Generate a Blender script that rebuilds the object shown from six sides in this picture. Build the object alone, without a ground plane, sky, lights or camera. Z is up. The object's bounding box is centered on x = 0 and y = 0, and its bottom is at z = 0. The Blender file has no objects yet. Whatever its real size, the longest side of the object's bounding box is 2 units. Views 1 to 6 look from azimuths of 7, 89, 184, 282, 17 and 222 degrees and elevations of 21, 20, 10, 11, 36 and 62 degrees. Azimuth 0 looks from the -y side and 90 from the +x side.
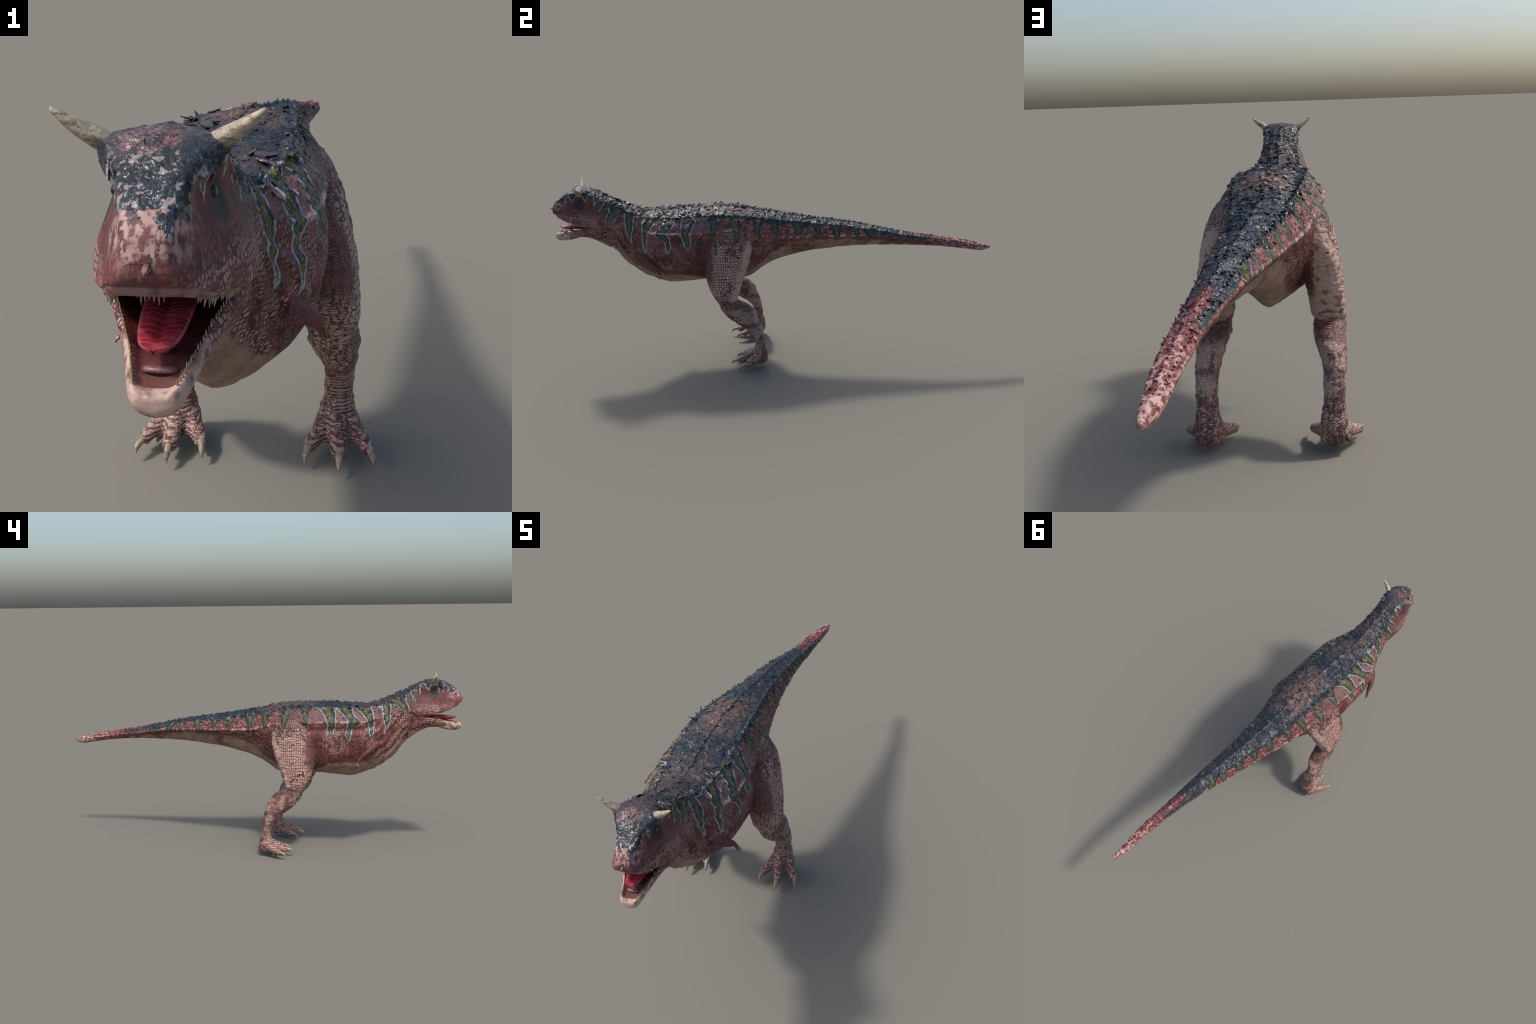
# A horned, short-armed theropod dinosaur, striding with its mouth open.
# Body = lofted trunk, skull, jaw, thighs, shanks, feet, toes and arms fused by a voxel
# remesh, roughened with tilted dorsal plates, then split into anatomical parts.
import bpy, math, random
import numpy as np
from mathutils import Vector, Matrix, noise as mnoise
from mathutils.bvhtree import BVHTree
from mathutils.kdtree import KDTree

RNG = np.random.default_rng(11)
random.seed(11)
VOXEL = 0.0026

# ------------------------------------------------------------------ small maths helpers
def pchip(xs, ys, x):
    """Monotone cubic through (xs, ys); ys may be (n, k)."""
    xs = np.asarray(xs, float); ys = np.asarray(ys, float)
    flat = ys.ndim == 1
    if flat: ys = ys[:, None]
    h = np.diff(xs)[:, None]; d = np.diff(ys, axis=0) / h
    m = np.zeros_like(ys); m[0] = d[0]; m[-1] = d[-1]
    a, b = d[:-1], d[1:]
    w1, w2 = 2 * h[1:] + h[:-1], h[1:] + 2 * h[:-1]
    with np.errstate(divide='ignore', invalid='ignore'):
        hm = (w1 + w2) / (w1 / a + w2 / b)
    m[1:-1] = np.where(a * b > 0, hm, 0)
    x = np.atleast_1d(x); i = np.clip(np.searchsorted(xs, x) - 1, 0, len(xs) - 2)
    t = np.clip((x - xs[i]) / (xs[i + 1] - xs[i]), 0, 1)[:, None]; H = h[i]
    r = (ys[i] * (1 + 2 * t) * (1 - t) ** 2 + m[i] * H * t * (1 - t) ** 2
         + ys[i + 1] * t * t * (3 - 2 * t) + m[i + 1] * H * t * t * (t - 1))
    return r[:, 0] if flat else r

def catmull(P, n, closed=False, soft=1.0):
    """n samples per span of a Catmull-Rom line; soft < 1 pulls it towards the straight polygon."""
    P = np.asarray(P, float); k = len(P); out = []
    spans = k if closed else k - 1
    for i in range(spans):
        p1, p2 = P[i], P[(i + 1) % k]
        p0 = P[i - 1] if (closed or i > 0) else 2 * p1 - p2
        p3 = P[(i + 2) % k] if (closed or i + 2 < k) else 2 * p2 - p1
        for t in np.arange(n) / n:
            s = 0.5 * (2 * p1 + (p2 - p0) * t + (2 * p0 - 5 * p1 + 4 * p2 - p3) * t * t + (3 * p1 - p0 - 3 * p2 + p3) * t ** 3)
            out.append(soft * s + (1 - soft) * (p1 + (p2 - p1) * t))
    if not closed: out.append(P[-1])
    return np.array(out)

class Shell:
    """Collects vertices and faces of closed shells."""
    def __init__(s): s.v = []; s.f = []
    def loft(s, rings):
        """Closed tube through equal-length rings of points, ends capped with fans."""
        o = len(s.v); m = len(rings[0]); n = len(rings)
        for r in rings: s.v.extend(map(tuple, r))
        for i in range(n - 1):
            for j in range(m):
                k = (j + 1) % m
                s.f.append((o + i * m + j, o + i * m + k, o + (i + 1) * m + k, o + (i + 1) * m + j))
        for i, flip in ((0, True), (n - 1, False)):
            c = len(s.v); s.v.append(tuple(np.mean(rings[i], axis=0)))
            for j in range(m):
                k = (j + 1) % m; a, b = o + i * m + j, o + i * m + k
                s.f.append((b, a, c) if flip else (a, b, c))
        return s
    def mesh(s, name):
        me = bpy.data.meshes.new(name); me.from_pydata(s.v, [], s.f); me.update()
        import bmesh
        bm = bmesh.new(); bm.from_mesh(me); bmesh.ops.recalc_face_normals(bm, faces=bm.faces); bm.to_mesh(me); bm.free()
        return me
    def bvh(s): return BVHTree.FromPolygons([Vector(p) for p in s.v], s.f)
    def mirrored(s):
        t = Shell(); t.v = [(-x, y, z) for x, y, z in s.v]; t.f = [tuple(reversed(f)) for f in s.f]; return t

def tube(path, radii, n=20, steps=4, squash=None):
    """Round tube along a path; squash = (x factor, other factor)."""
    P = catmull(path, steps); R = np.interp(np.linspace(0, 1, len(P)), np.linspace(0, 1, len(radii)), radii)
    rings = []
    for i, p in enumerate(P):
        t = P[min(i + 1, len(P) - 1)] - P[max(i - 1, 0)]; t /= np.linalg.norm(t)
        up = np.array([0, 0, 1.0]) if abs(t[2]) < 0.9 else np.array([0, 1.0, 0])
        a = np.cross(t, up); a /= np.linalg.norm(a); b = np.cross(a, t)
        sx, sy = squash or (1, 1)
        rings.append([p + R[i] * (sx * math.cos(q) * a + sy * math.sin(q) * b) for q in np.linspace(0, 2 * math.pi, n, endpoint=False)])
    return rings

# ------------------------------------------------------------------ body proportions
def centre_x(y):   # the spine sways: snout and tail drift to +x
    return np.interp(y, [-.98, -.95, -.9, -.85, -.8, -.7, 0, .1, .2, .3, .4, .5, .6, .7, .8, .9, 1],
                     [.013, .011, .008, .004, .002, 0, -.002, .002, .009, .017, .028, .040, .051, .060, .066, .069, .073])

# y | top | back ridge w,z | flank crest w,z | side w,z | low w,z | bottom
TRUNK = np.array([
 [-.770, .822, .044,.806, .063,.765, .075,.705, .050,.630, .598],
 [-.720, .796, .045,.781, .064,.742, .076,.680, .053,.600, .541],
 [-.660, .768, .053,.750, .074,.706, .085,.630, .060,.530, .467],
 [-.600, .740, .064,.725, .099,.672, .112,.600, .080,.490, .423],
 [-.540, .729, .079,.713, .130,.656, .136,.570, .094,.455, .395],
 [-.460, .730, .087,.715, .145,.652, .147,.545, .108,.440, .375],
 [-.380, .733, .090,.715, .145,.651, .147,.535, .113,.435, .380],
 [-.300, .735, .090,.717, .143,.648, .146,.535, .120,.440, .386],
 [-.200, .733, .087,.714, .137,.646, .132,.535, .088,.430, .377],
 [-.120, .720, .081,.704, .130,.636, .114,.530, .056,.435, .385],
 [-.060, .709, .075,.692, .121,.624, .094,.532, .040,.455, .421],
 [ .000, .699, .069,.682, .109,.606, .072,.545, .033,.478, .456],
 [ .100, .680, .058,.664, .092,.599, .052,.558, .027,.510, .487],
 [ .200, .664, .049,.649, .077,.595, .044,.558, .023,.526, .506],
 [ .300, .650, .041,.636, .066,.592, .040,.558, .020,.534, .517],
 [ .400, .632, .035,.620, .056,.588, .034,.558, .018,.537, .525],
 [ .500, .611, .028,.602, .046,.578, .029,.556, .016,.538, .528],
 [ .600, .590, .023,.582, .036,.562, .025,.545, .014,.532, .526],
 [ .700, .573, .019,.567, .029,.552, .022,.537, .013,.528, .522],
 [ .800, .556, .016,.551, .026,.539, .020,.526, .012,.518, .513],
 [ .900, .538, .013,.533, .021,.522, .017,.510, .010,.502, .498],
 [ .960, .523, .009,.519, .015,.510, .012,.499, .007,.493, .489],
 [ .999, .510, .003,.509, .004,.506, .003,.503, .002,.501, .500]])
# y | top | brow w,z | eye w,z | cheek w,z | lip w,z | palate rise
SKULL = np.array([
 [-.988, .766, .013,.764, .018,.758, .022,.752, .022,.746, .001],
 [-.976, .788, .019,.785, .024,.772, .030,.754, .032,.739, .001],
 [-.955, .806, .024,.803, .028,.784, .039,.752, .044,.730, .001],
 [-.930, .822, .030,.819, .032,.793, .047,.748, .054,.717, .003],
 [-.900, .838, .042,.834, .038,.800, .056,.742, .064,.705, .007],
 [-.860, .850, .059,.838, .049,.792, .071,.730, .077,.694, .014],
 [-.820, .845, .057,.830, .056,.782, .082,.718, .085,.687, .018],
 [-.785, .830, .050,.814, .061,.768, .083,.710, .082,.684, .016],
 [-.750, .813, .045,.798, .062,.753, .075,.700, .068,.690, .010],
 [-.715, .791, .042,.778, .060,.738, .068,.690, .052,.690, .008]])
# y | half width | rim z | bottom z | trough floor z
JAW = np.array([
 [-.988, .016, .638, .625, .637], [-.980, .024, .644, .613, .639], [-.955, .031, .647, .607, .638],
 [-.920, .039, .653, .609, .643], [-.900, .046, .660, .614, .647], [-.870, .056, .667, .622, .652],
 [-.840, .067, .674, .621, .657], [-.805, .078, .682, .609, .663], [-.775, .076, .688, .592, .670],
 [-.740, .052, .680, .564, .674]])

def trunk_shell():
    s = Shell(); rings = []
    for y in np.concatenate([np.linspace(-.77, .94, 150), np.linspace(.945, .998, 14)]):
        k = pchip(TRUNK[:, 0], TRUNK[:, 1:], y)[0]
        half = [(0, k[0]), (k[1], k[2]), (k[3], k[4]), (k[5], k[6]), (k[7], k[8]), (0, k[9])]
        loop = half + [(-a, b) for a, b in half[-2:0:-1]]
        c = catmull(loop, 6, closed=True, soft=.75); cx = float(centre_x(y))
        rings.append([(a + cx, y, b) for a, b in c])
    return s.loft(rings)

def skull_shell():
    s = Shell(); rings = []
    for y in np.linspace(-.987, -.715, 60):
        k = pchip(SKULL[:, 0], SKULL[:, 1:], y)[0]; w = k[7]
        half = [(0, k[0]), (k[1], k[2]), (k[3], k[4]), (k[5], k[6]), (w, k[8]), (w - min(.010, w * .3), k[8] + .001), (w * .6, k[8] + .75 * k[9]), (0, k[8] + k[9])]
        loop = half + [(-a, b) for a, b in half[-2:0:-1]]
        c = catmull(loop, 5, closed=True, soft=.65); cx = float(centre_x(y))
        rings.append([(a + cx, y, b) for a, b in c])
    return s.loft(rings)

def jaw_shell():
    s = Shell(); rings = []
    for y in np.linspace(-.986, -.74, 56):
        w, zr, zb, zf = pchip(JAW[:, 0], JAW[:, 1:], y)[0]
        half = [(0, zf), (w * .55, zf + .2 * (zr - zf)), (w - min(.011, .4 * w), zr - .003), (w - .004, zr), (w, zr - .010), (w * .9, .55 * zr + .45 * zb - .004), (w * .62, zb + .004), (0, zb)]
        loop = half + [(-a, b) for a, b in half[-2:0:-1]]
        c = catmull(loop, 5, closed=True, soft=.7); cx = float(centre_x(y))
        rings.append([(a + cx, y, b) for a, b in c])
    return s.loft(rings)

def limb(sections, n=36, steps=6, power=2.4):
    """Tube whose rings run from a front point to a back point (y, z) and from inner to outer x."""
    S = catmull(np.array(sections), steps); rings = []
    for fy, fz, by, bz, xi, xo in S:
        ring = []
        for q in np.linspace(0, 2 * math.pi, n, endpoint=False):
            c, d = math.cos(q), math.sin(q)
            c = math.copysign(abs(c) ** (2 / power), c); d = math.copysign(abs(d) ** (2 / power), d)
            ring.append((.5 * (xi + xo) + .5 * (xo - xi) * d, .5 * (fy + by) + .5 * (by - fy) * c, .5 * (fz + bz) + .5 * (bz - fz) * c))
        rings.append(ring)
    return rings

THIGH = [(-.235, .685, -.150, .685, .03, .095), (-.262, .655, -.128, .655, .035, .140), (-.290, .605, -.103, .603, .045, .166),
         (-.304, .550, -.099, .550, .065, .182), (-.310, .490, -.113, .500, .082, .194), (-.307, .440, -.133, .450, .092, .201),
         (-.292, .388, -.151, .398, .101, .205), (-.272, .345, -.166, .352, .108, .205), (-.255, .318, -.176, .334, .118, .200), (-.24, .310, -.190, .328, .135, .185)]
SHANK = [(-.262, .335, -.190, .345, .118, .196), (-.254, .308, -.142, .318, .112, .206), (-.236, .273, -.094, .284, .120, .206),
         (-.203, .241, -.082, .250, .132, .205), (-.158, .208, -.073, .222, .138, .203), (-.118, .180, -.060, .186, .140, .201),
         (-.102, .150, -.056, .150, .141, .200), (-.098, .115, -.053, .112, .139, .201), (-.103, .085, -.045, .078, .132, .206),
         (-.122, .064, -.042, .045, .127, .211), (-.125, .045, -.050, .022, .130, .210), (-.115, .030, -.065, .018, .140, .200)]
TOES = [([(.168, -.085, .063), (.172, -.130, .046), (.173, -.160, .037), (.174, -.179, .032)], [.030, .022, .0175, .0155]),
        ([(.150, -.080, .058), (.134, -.115, .045), (.118, -.142, .037), (.111, -.157, .032)], [.027, .020, .0155, .014]),
        ([(.188, -.080, .058), (.208, -.112, .045), (.226, -.140, .036), (.234, -.155, .030)], [.027, .020, .0155, .014])]
CLAWS = [((.174, -.178, .037), (.174, -.203, .030), (.174, -.2135, .016)), ((.111, -.157, .037), (.106, -.179, .029), (.105, -.188, .016)), ((.234, -.154, .035), (.242, -.177, .028), (.244, -.187, .016))]

def leg_shells():
    th = Shell().loft(limb(THIGH, power=2.7)); sh = Shell().loft(limb(SHANK, power=2.1)); ft = Shell()
    for path, r in TOES: 
        tip = np.array(path[-1]) + .12 * (np.array(path[-1]) - np.array(path[-2]))
        ft.loft(tube(path + [tuple(tip)], r + [.006], squash=(1, .95)))
    ft.loft(tube([(.17, -.055, .040), (.17, -.10, .042), (.171, -.135, .034)], [.030, .030, .020], squash=(1.35, .62)))   # webbed sole
    return th, sh, ft

def arm_shell():
    a = Shell()
    a.loft(tube([(.092, -.60, .552), (.118, -.578, .533), (.135, -.555, .513), (.143, -.535, .498)], [.021, .0160, .0130, .0098]))
    a.loft(tube([(.139, -.537, .502), (.145, -.525, .484), (.149, -.517, .468), (.151, -.512, .460)], [.0098, .0075, .0060, .0062]))
    for dx, dy in ((-.007, -.006), (.006, -.005), (.000, .008)):
        a.loft(tube([(.150, -.513, .463), (.152 + dx, -.511 + dy, .454), (.153 + 1.6 * dx, -.510 + 2 * dy, .446)], [.0046, .0038, .0022], n=10))
    return a

trunk, skull, jaw = trunk_shell(), skull_shell(), jaw_shell()
thigh, shank, foot = leg_shells(); arm = arm_shell()
shells = {'trunk': trunk, 'skull': skull, 'jaw': jaw}
for nm, s in (('thigh', thigh), ('shank', shank), ('foot', foot), ('arm', arm)):
    shells[nm + '+'] = s; shells[nm + '-'] = s.mirrored()

# ------------------------------------------------------------------ fuse
whole = Shell()
for s in shells.values():
    o = len(whole.v); whole.v += s.v; whole.f += [tuple(i + o for i in f) for f in s.f]
src = bpy.data.objects.new('fusing', whole.mesh('fusing')); bpy.context.collection.objects.link(src)
mod = src.modifiers.new('r', 'REMESH'); mod.mode = 'VOXEL'; mod.voxel_size = VOXEL; mod.adaptivity = 0
me = bpy.data.meshes.new_from_object(src.evaluated_get(bpy.context.evaluated_depsgraph_get()))
bpy.data.objects.remove(src)
V = np.empty(len(me.vertices) * 3, np.float32); me.vertices.foreach_get('co', V); V = V.reshape(-1, 3).astype(float)
F = np.array([list(p.vertices) for p in me.polygons]) if all(len(p.vertices) == 4 for p in me.polygons) else None
faces = [tuple(p.vertices) for p in me.polygons]
ED = np.empty(len(me.edges) * 2, np.int32); me.edges.foreach_get('vertices', ED); ED = ED.reshape(-1, 2)
NV = len(V); deg = np.bincount(ED.ravel(), minlength=NV)[:, None]
def neighbour_mean(A):
    out = np.empty_like(A)
    for c in range(A.shape[1]):
        out[:, c] = np.bincount(ED[:, 0], A[ED[:, 1], c], NV) + np.bincount(ED[:, 1], A[ED[:, 0], c], NV)
    return out / deg
def relax(V, times, lam=.55):
    for _ in range(times): V = V + lam * (neighbour_mean(V) - V)
    return V
V = relax(V, 5)
def vert_normals(V):
    a, b, c, d = (V[F[:, i]] for i in range(4))
    n = np.cross(c - a, d - b); out = np.zeros_like(V)
    for i in range(4):
        for k in range(3): out[:, k] += np.bincount(F[:, i], n[:, k], NV)
    return out / (np.linalg.norm(out, axis=1, keepdims=True) + 1e-12)
NRM = vert_normals(V)

# which shell each vertex belongs to (nearest surface)
trees = {k: s.bvh() for k, s in shells.items()}
names = list(trees); best = np.full(NV, 9.0); own = np.zeros(NV, int)
box = {k: (np.min(s.v, axis=0) - .02, np.max(s.v, axis=0) + .02) for k, s in shells.items()}
for i, k in enumerate(names):
    lo, hi = box[k]; near = np.where(np.all((V > lo) & (V < hi), axis=1))[0]
    for j in near:
        d = trees[k].find_nearest(V[j], .03)[3]
        if d is not None and d < best[j]: best[j] = d; own[j] = i
OWN = np.array(names)[own]

# ------------------------------------------------------------------ relief
def fractal(P, scale, octaves=3):
    return np.array([mnoise.fractal(Vector(p * scale), 1.0, 2.0, octaves) for p in P])
def ridge_z(y): return pchip(TRUNK[:, 0], TRUNK[:, 3], y)
def crest_z(y): return pchip(TRUNK[:, 0], TRUNK[:, 5], y)
def smooth(a, b, x):
    t = np.clip((x - a) / (b - a), 0, 1); return t * t * (3 - 2 * t)

y, z = V[:, 1], V[:, 2]; xr = V[:, 0] - centre_x(y)
on_trunk = (OWN == 'trunk') | (OWN == 'skull')
head_top = np.where(OWN == 'skull', smooth(.80, .825, z), 0)
back = np.where(on_trunk, smooth(-.012, .006, z - (ridge_z(y) - .018 * np.clip(1 - y, .3, 1))), 0) * (y > -.80) 
flank = np.where(OWN == 'trunk', smooth(.0, .012, z - crest_z(y)), 0)
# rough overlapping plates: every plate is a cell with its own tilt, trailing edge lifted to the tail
armour = np.clip(back + .5 * flank + .55 * head_top, 0, 1) * np.interp(y, [-.85, -.7, .3, 1], [.6, 1, .8, .45])
cand = np.where(armour > .2)[0]
seeds = RNG.choice(cand, 1150, replace=False)
stretch = np.array([.75, 1.15, 1.0]); kd = KDTree(len(seeds))
for i, s in enumerate(seeds): kd.insert(Vector(V[s] * stretch), i)
kd.balance()
tilt = np.stack([RNG.normal(0, .13, len(seeds)), RNG.normal(.15, .14, len(seeds)), RNG.normal(0, .08, len(seeds))], 1)
lift = RNG.normal(0, .0009, len(seeds)); h = np.zeros(NV)
for j in np.where(armour > .02)[0]:
    i = kd.find(Vector(V[j] * stretch))[1]
    h[j] = armour[j] * np.clip((V[j] - V[seeds[i]]) @ tilt[i] + lift[i], -.0030, .0030)
# raised keel along the spine and the two back ridges
rw = pchip(TRUNK[:, 0], TRUNK[:, 2], y)
keel = np.exp(-(xr / .0045) ** 2) + .8 * np.exp(-((np.abs(xr) - rw) / .0045) ** 2)
h += keel * np.clip(back + .5 * flank, 0, 1) * on_trunk * np.interp(y, [-.8, -.6, .3, .9], [.002, .0035, .003, .0015])
# pale knobbly crest along the flank
kn = fractal(V * np.array([1, 1, .3]), 38, 2)
cr = np.exp(-((z - crest_z(y)) / .0055) ** 2) * (OWN == 'trunk') * (np.abs(xr) > .02) * smooth(-.66, -.58, y) * smooth(.62, .45, y)
h += cr * (.0035 + .006 * np.clip(kn, 0, 1)) * np.interp(y, [-.6, .1, .5], [1, .8, .4])
# soft muscle and skin folds
h += .0022 * fractal(V, 17, 3) * np.isin(OWN, ['trunk', 'thigh+', 'thigh-', 'shank+', 'shank-']) * smooth(1.0, .5, y)
rib = np.sin(y * 95 + 8 * z + 2 * fractal(V, 9, 2)) * smooth(.45, .50, z) * smooth(.64, .56, z) * smooth(-.56, -.5, y) * smooth(-.29, -.36, y)
h += .0016 * rib * (OWN == 'trunk')
hollow = np.exp(-((z - crest_z(y) + .034) / .017) ** 2) * (OWN == 'trunk') * (np.abs(xr) > .05)
h -= .011 * hollow * smooth(-.66, -.56, y) * smooth(-.20, -.30, y)
limbs = np.isin(OWN, ['thigh+', 'thigh-', 'shank+', 'shank-', 'arm+', 'arm-'])
h += limbs * (.0042 * np.abs(fractal(V * np.array([1, 1, 1.6]), 26, 3)) - .0012) * np.where(np.isin(OWN, ['arm+', 'arm-']), .5, 1)
# loose folds of the throat and shoulder
h += .0022 * np.sin((y * .8 + z * .7) * 210 + 3 * fractal(V, 12, 2)) * (OWN == 'trunk') * smooth(-.77, -.72, y) * smooth(-.52, -.6, y) * smooth(.70, .64, z)
# toe bars
bars = np.isin(OWN, ['foot+', 'foot-']) * np.sin((y * .75 + z) * 760)
h += .0005 * bars * (z > .03)
# brow, eye socket and snout bumps
sk = OWN == 'skull'
h += sk * .0022 * fractal(V, 60, 2) * smooth(.78, .82, z)
for sx in (-1, 1):
    ex = np.array([sx * .051 + .004, -.857, .787])
    d2 = ((V - ex) / np.array([.03, .016, .013])) ** 2
    h -= sk * .004 * np.exp(-d2.sum(1))
    nx = np.array([sx * .030 + .011, -.957, .776]); d2 = ((V - nx) / np.array([.02, .006, .005])) ** 2
    h -= sk * .006 * np.exp(-d2.sum(1))
    bx = np.array([sx * .060 + .004, -.885, .822]); d2 = ((V - bx) / np.array([.02, .03, .010])) ** 2
    h += sk * .005 * np.exp(-d2.sum(1))
V = V + NRM * h[:, None]
NRM = vert_normals(V)

# ------------------------------------------------------------------ node helpers
class Nodes:
    def __init__(s, name):
        s.mat = bpy.data.materials.new(name); s.mat.use_nodes = True; s.t = s.mat.node_tree; s.t.nodes.clear()
        s.out = s.new('ShaderNodeOutputMaterial'); s.p = s.new('ShaderNodeBsdfPrincipled')
        s.t.links.new(s.p.outputs[0], s.out.inputs[0])
    def new(s, k): return s.t.nodes.new(k)
    def put(s, sock, v):
        if isinstance(v, bpy.types.NodeSocket): s.t.links.new(v, sock)
        elif isinstance(v, (tuple, list)) and len(v) == 3 and sock.type == 'RGBA': sock.default_value = (*v, 1)
        else: sock.default_value = v
    def m(s, op, a, b=0.0, c=0.0, clamp=False):
        n = s.new('ShaderNodeMath'); n.operation = op; n.use_clamp = clamp
        for i, q in enumerate((a, b, c)): s.put(n.inputs[i], q)
        return n.outputs[0]
    def add(s, a, b): return s.m('ADD', a, b)
    def sub(s, a, b): return s.m('SUBTRACT', a, b)
    def mul(s, a, b): return s.m('MULTIPLY', a, b)
    def mx(s, a, b): return s.m('MAXIMUM', a, b)
    def mn(s, a, b): return s.m('MINIMUM', a, b)
    def step(s, x, lo, hi):
        """Smooth 0..1 as x goes from lo to hi (lo may exceed hi)."""
        n = s.new('ShaderNodeMapRange'); n.interpolation_type = 'SMOOTHSTEP'
        flip = lo > hi
        s.put(n.inputs[0], x); n.inputs[1].default_value = min(lo, hi); n.inputs[2].default_value = max(lo, hi)
        n.inputs[3].default_value, n.inputs[4].default_value = (1, 0) if flip else (0, 1)
        return n.outputs[0]
    def band(s, x, a, b, soft): return s.mul(s.step(x, a - soft, a + soft), s.step(x, b + soft, b - soft))
    def mix(s, f, a, b):
        n = s.new('ShaderNodeMix'); n.data_type = 'RGBA'
        s.put(n.inputs[0], f); s.put(n.inputs[6], a); s.put(n.inputs[7], b); return n.outputs[2]
    def vec(s, op, a, b):
        n = s.new('ShaderNodeVectorMath'); n.operation = op; s.put(n.inputs[0], a); s.put(n.inputs[1], b); return n.outputs[0]
    def noise(s, v, scale, detail=3.0, rough=.55, color=False):
        n = s.new('ShaderNodeTexNoise'); s.put(n.inputs['Vector'], v); n.inputs['Scale'].default_value = scale
        n.inputs['Detail'].default_value = detail; n.inputs['Roughness'].default_value = rough
        return n.outputs['Color' if color else 'Fac']
    def cells(s, v, scale, rnd, edge=True):
        n = s.new('ShaderNodeTexVoronoi'); n.feature = 'DISTANCE_TO_EDGE' if edge else 'F1'
        s.put(n.inputs['Vector'], v); n.inputs['Scale'].default_value = scale; n.inputs['Randomness'].default_value = rnd
        return n.outputs['Distance']
    def wave(s, v, scale, dist, direction='Z'):
        n = s.new('ShaderNodeTexWave'); n.bands_direction = direction; s.put(n.inputs['Vector'], v)
        n.inputs['Scale'].default_value = scale; n.inputs['Distortion'].default_value = dist
        n.inputs['Detail'].default_value = 2; n.inputs['Detail Scale'].default_value = 1.5; return n.outputs['Fac']
    def curve(s, x, pts):
        n = s.new('ShaderNodeFloatCurve'); c = n.mapping.curves[0]; pts = sorted(pts)
        while len(c.points) < len(pts): c.points.new(.5, .5)
        for q, (a, b) in zip(c.points, pts): q.location = (a, b); q.handle_type = 'VECTOR'
        n.mapping.extend = 'HORIZONTAL'; n.mapping.update(); s.put(n.inputs['Value'], x); return n.outputs[0]
    def coords(s):
        tc = s.new('ShaderNodeTexCoord'); tc.object = ROOT; s.v = tc.outputs['Object']
        sp = s.new('ShaderNodeSeparateXYZ'); s.put(sp.inputs[0], s.v); return sp.outputs
    def bump(s, height, strength, dist):
        b = s.new('ShaderNodeBump'); b.inputs['Strength'].default_value = strength; b.inputs['Distance'].default_value = dist
        s.put(b.inputs['Height'], height); s.put(s.p.inputs['Normal'], b.outputs[0])
    def finish(s, color, rough):
        s.put(s.p.inputs['Base Color'], color); s.put(s.p.inputs['Roughness'], rough); return s.mat

ROOT = bpy.data.objects.new('horned_dinosaur', None); bpy.context.collection.objects.link(ROOT)
ROOT.empty_display_size = .2
ROOT['label'] = 'red and slate striped horned theropod dinosaur, mouth open'
ROOT['category'] = 'carnivorous dinosaur'

# palette (base colours, linear)
RED = (.135, .031, .031); DEEP = (.060, .015, .017); PALE = (.51, .345, .285); GAP = (.034, .014, .013); TAN = (.31, .20, .148)
SLATE = (.021, .027, .036); OLIVE = (.088, .086, .016); RIM = (.33, .37, .41); MAUVE = (.135, .085, .075); BROWN = (.075, .045, .038)

# hanging stripes: (height z, tailward edge y, headward edge y) from the top down to the tip
STRIPES = {
 'neck': [(.745, -.645, -.728), (.733, -.665, -.739), (.728, -.690, -.740), (.710, -.709, -.745), (.701, -.747, -.747)],
 'shoulder': [(.720, -.620, -.660), (.676, -.625, -.661), (.63, -.637, -.650), (.612, -.634, -.643), (.592, -.632, -.632)],
 'breast': [(.722, -.487, -.565), (.692, -.531, -.580), (.667, -.551, -.585), (.643, -.563, -.585), (.609, -.564, -.584), (.563, -.575, -.577)],
 'rib': [(.715, -.405, -.479), (.692, -.437, -.489), (.675, -.455, -.502), (.660, -.470, -.528), (.645, -.468, -.520), (.632, -.462, -.505), (.620, -.458, -.485), (.590, -.457, -.479), (.566, -.468, -.474)],
 'waist': [(.716, -.310, -.397), (.697, -.342, -.404), (.673, -.356, -.408), (.655, -.369, -.410), (.640, -.373, -.407), (.619, -.367, -.402), (.594, -.372, -.395), (.576, -.381, -.381)],
 'loin': [(.708, -.236, -.290), (.684, -.243, -.277), (.655, -.258, -.277), (.622, -.269, -.269)],
 'hip': [(.706, -.150, -.202), (.688, -.143, -.195), (.668, -.139, -.184), (.650, -.146, -.177), (.622, -.148, -.169), (.603, -.157, -.157)],
 'rump': [(.684, -.036, -.087), (.664, -.049, -.083), (.632, -.054, -.075), (.598, -.062, -.062)]}
TAIL_STRIPES = [(.662, .034, -.010, .597, .014), (.655, .135, .090, .588, .125), (.642, .224, .181, .585, .206), (.636, .322, .263, .565, .290), (.628, .396, .358, .555, .387), (.615, .466, .407, .562, .452)]
for i, (zt, a, b, zp, yp) in enumerate(TAIL_STRIPES):
    STRIPES['tail%d' % i] = [(zt, a, b), (.45 * zt + .55 * zp, yp + .30 * (a - b), yp - .22 * (a - b)), (zp, yp, yp)]
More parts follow.
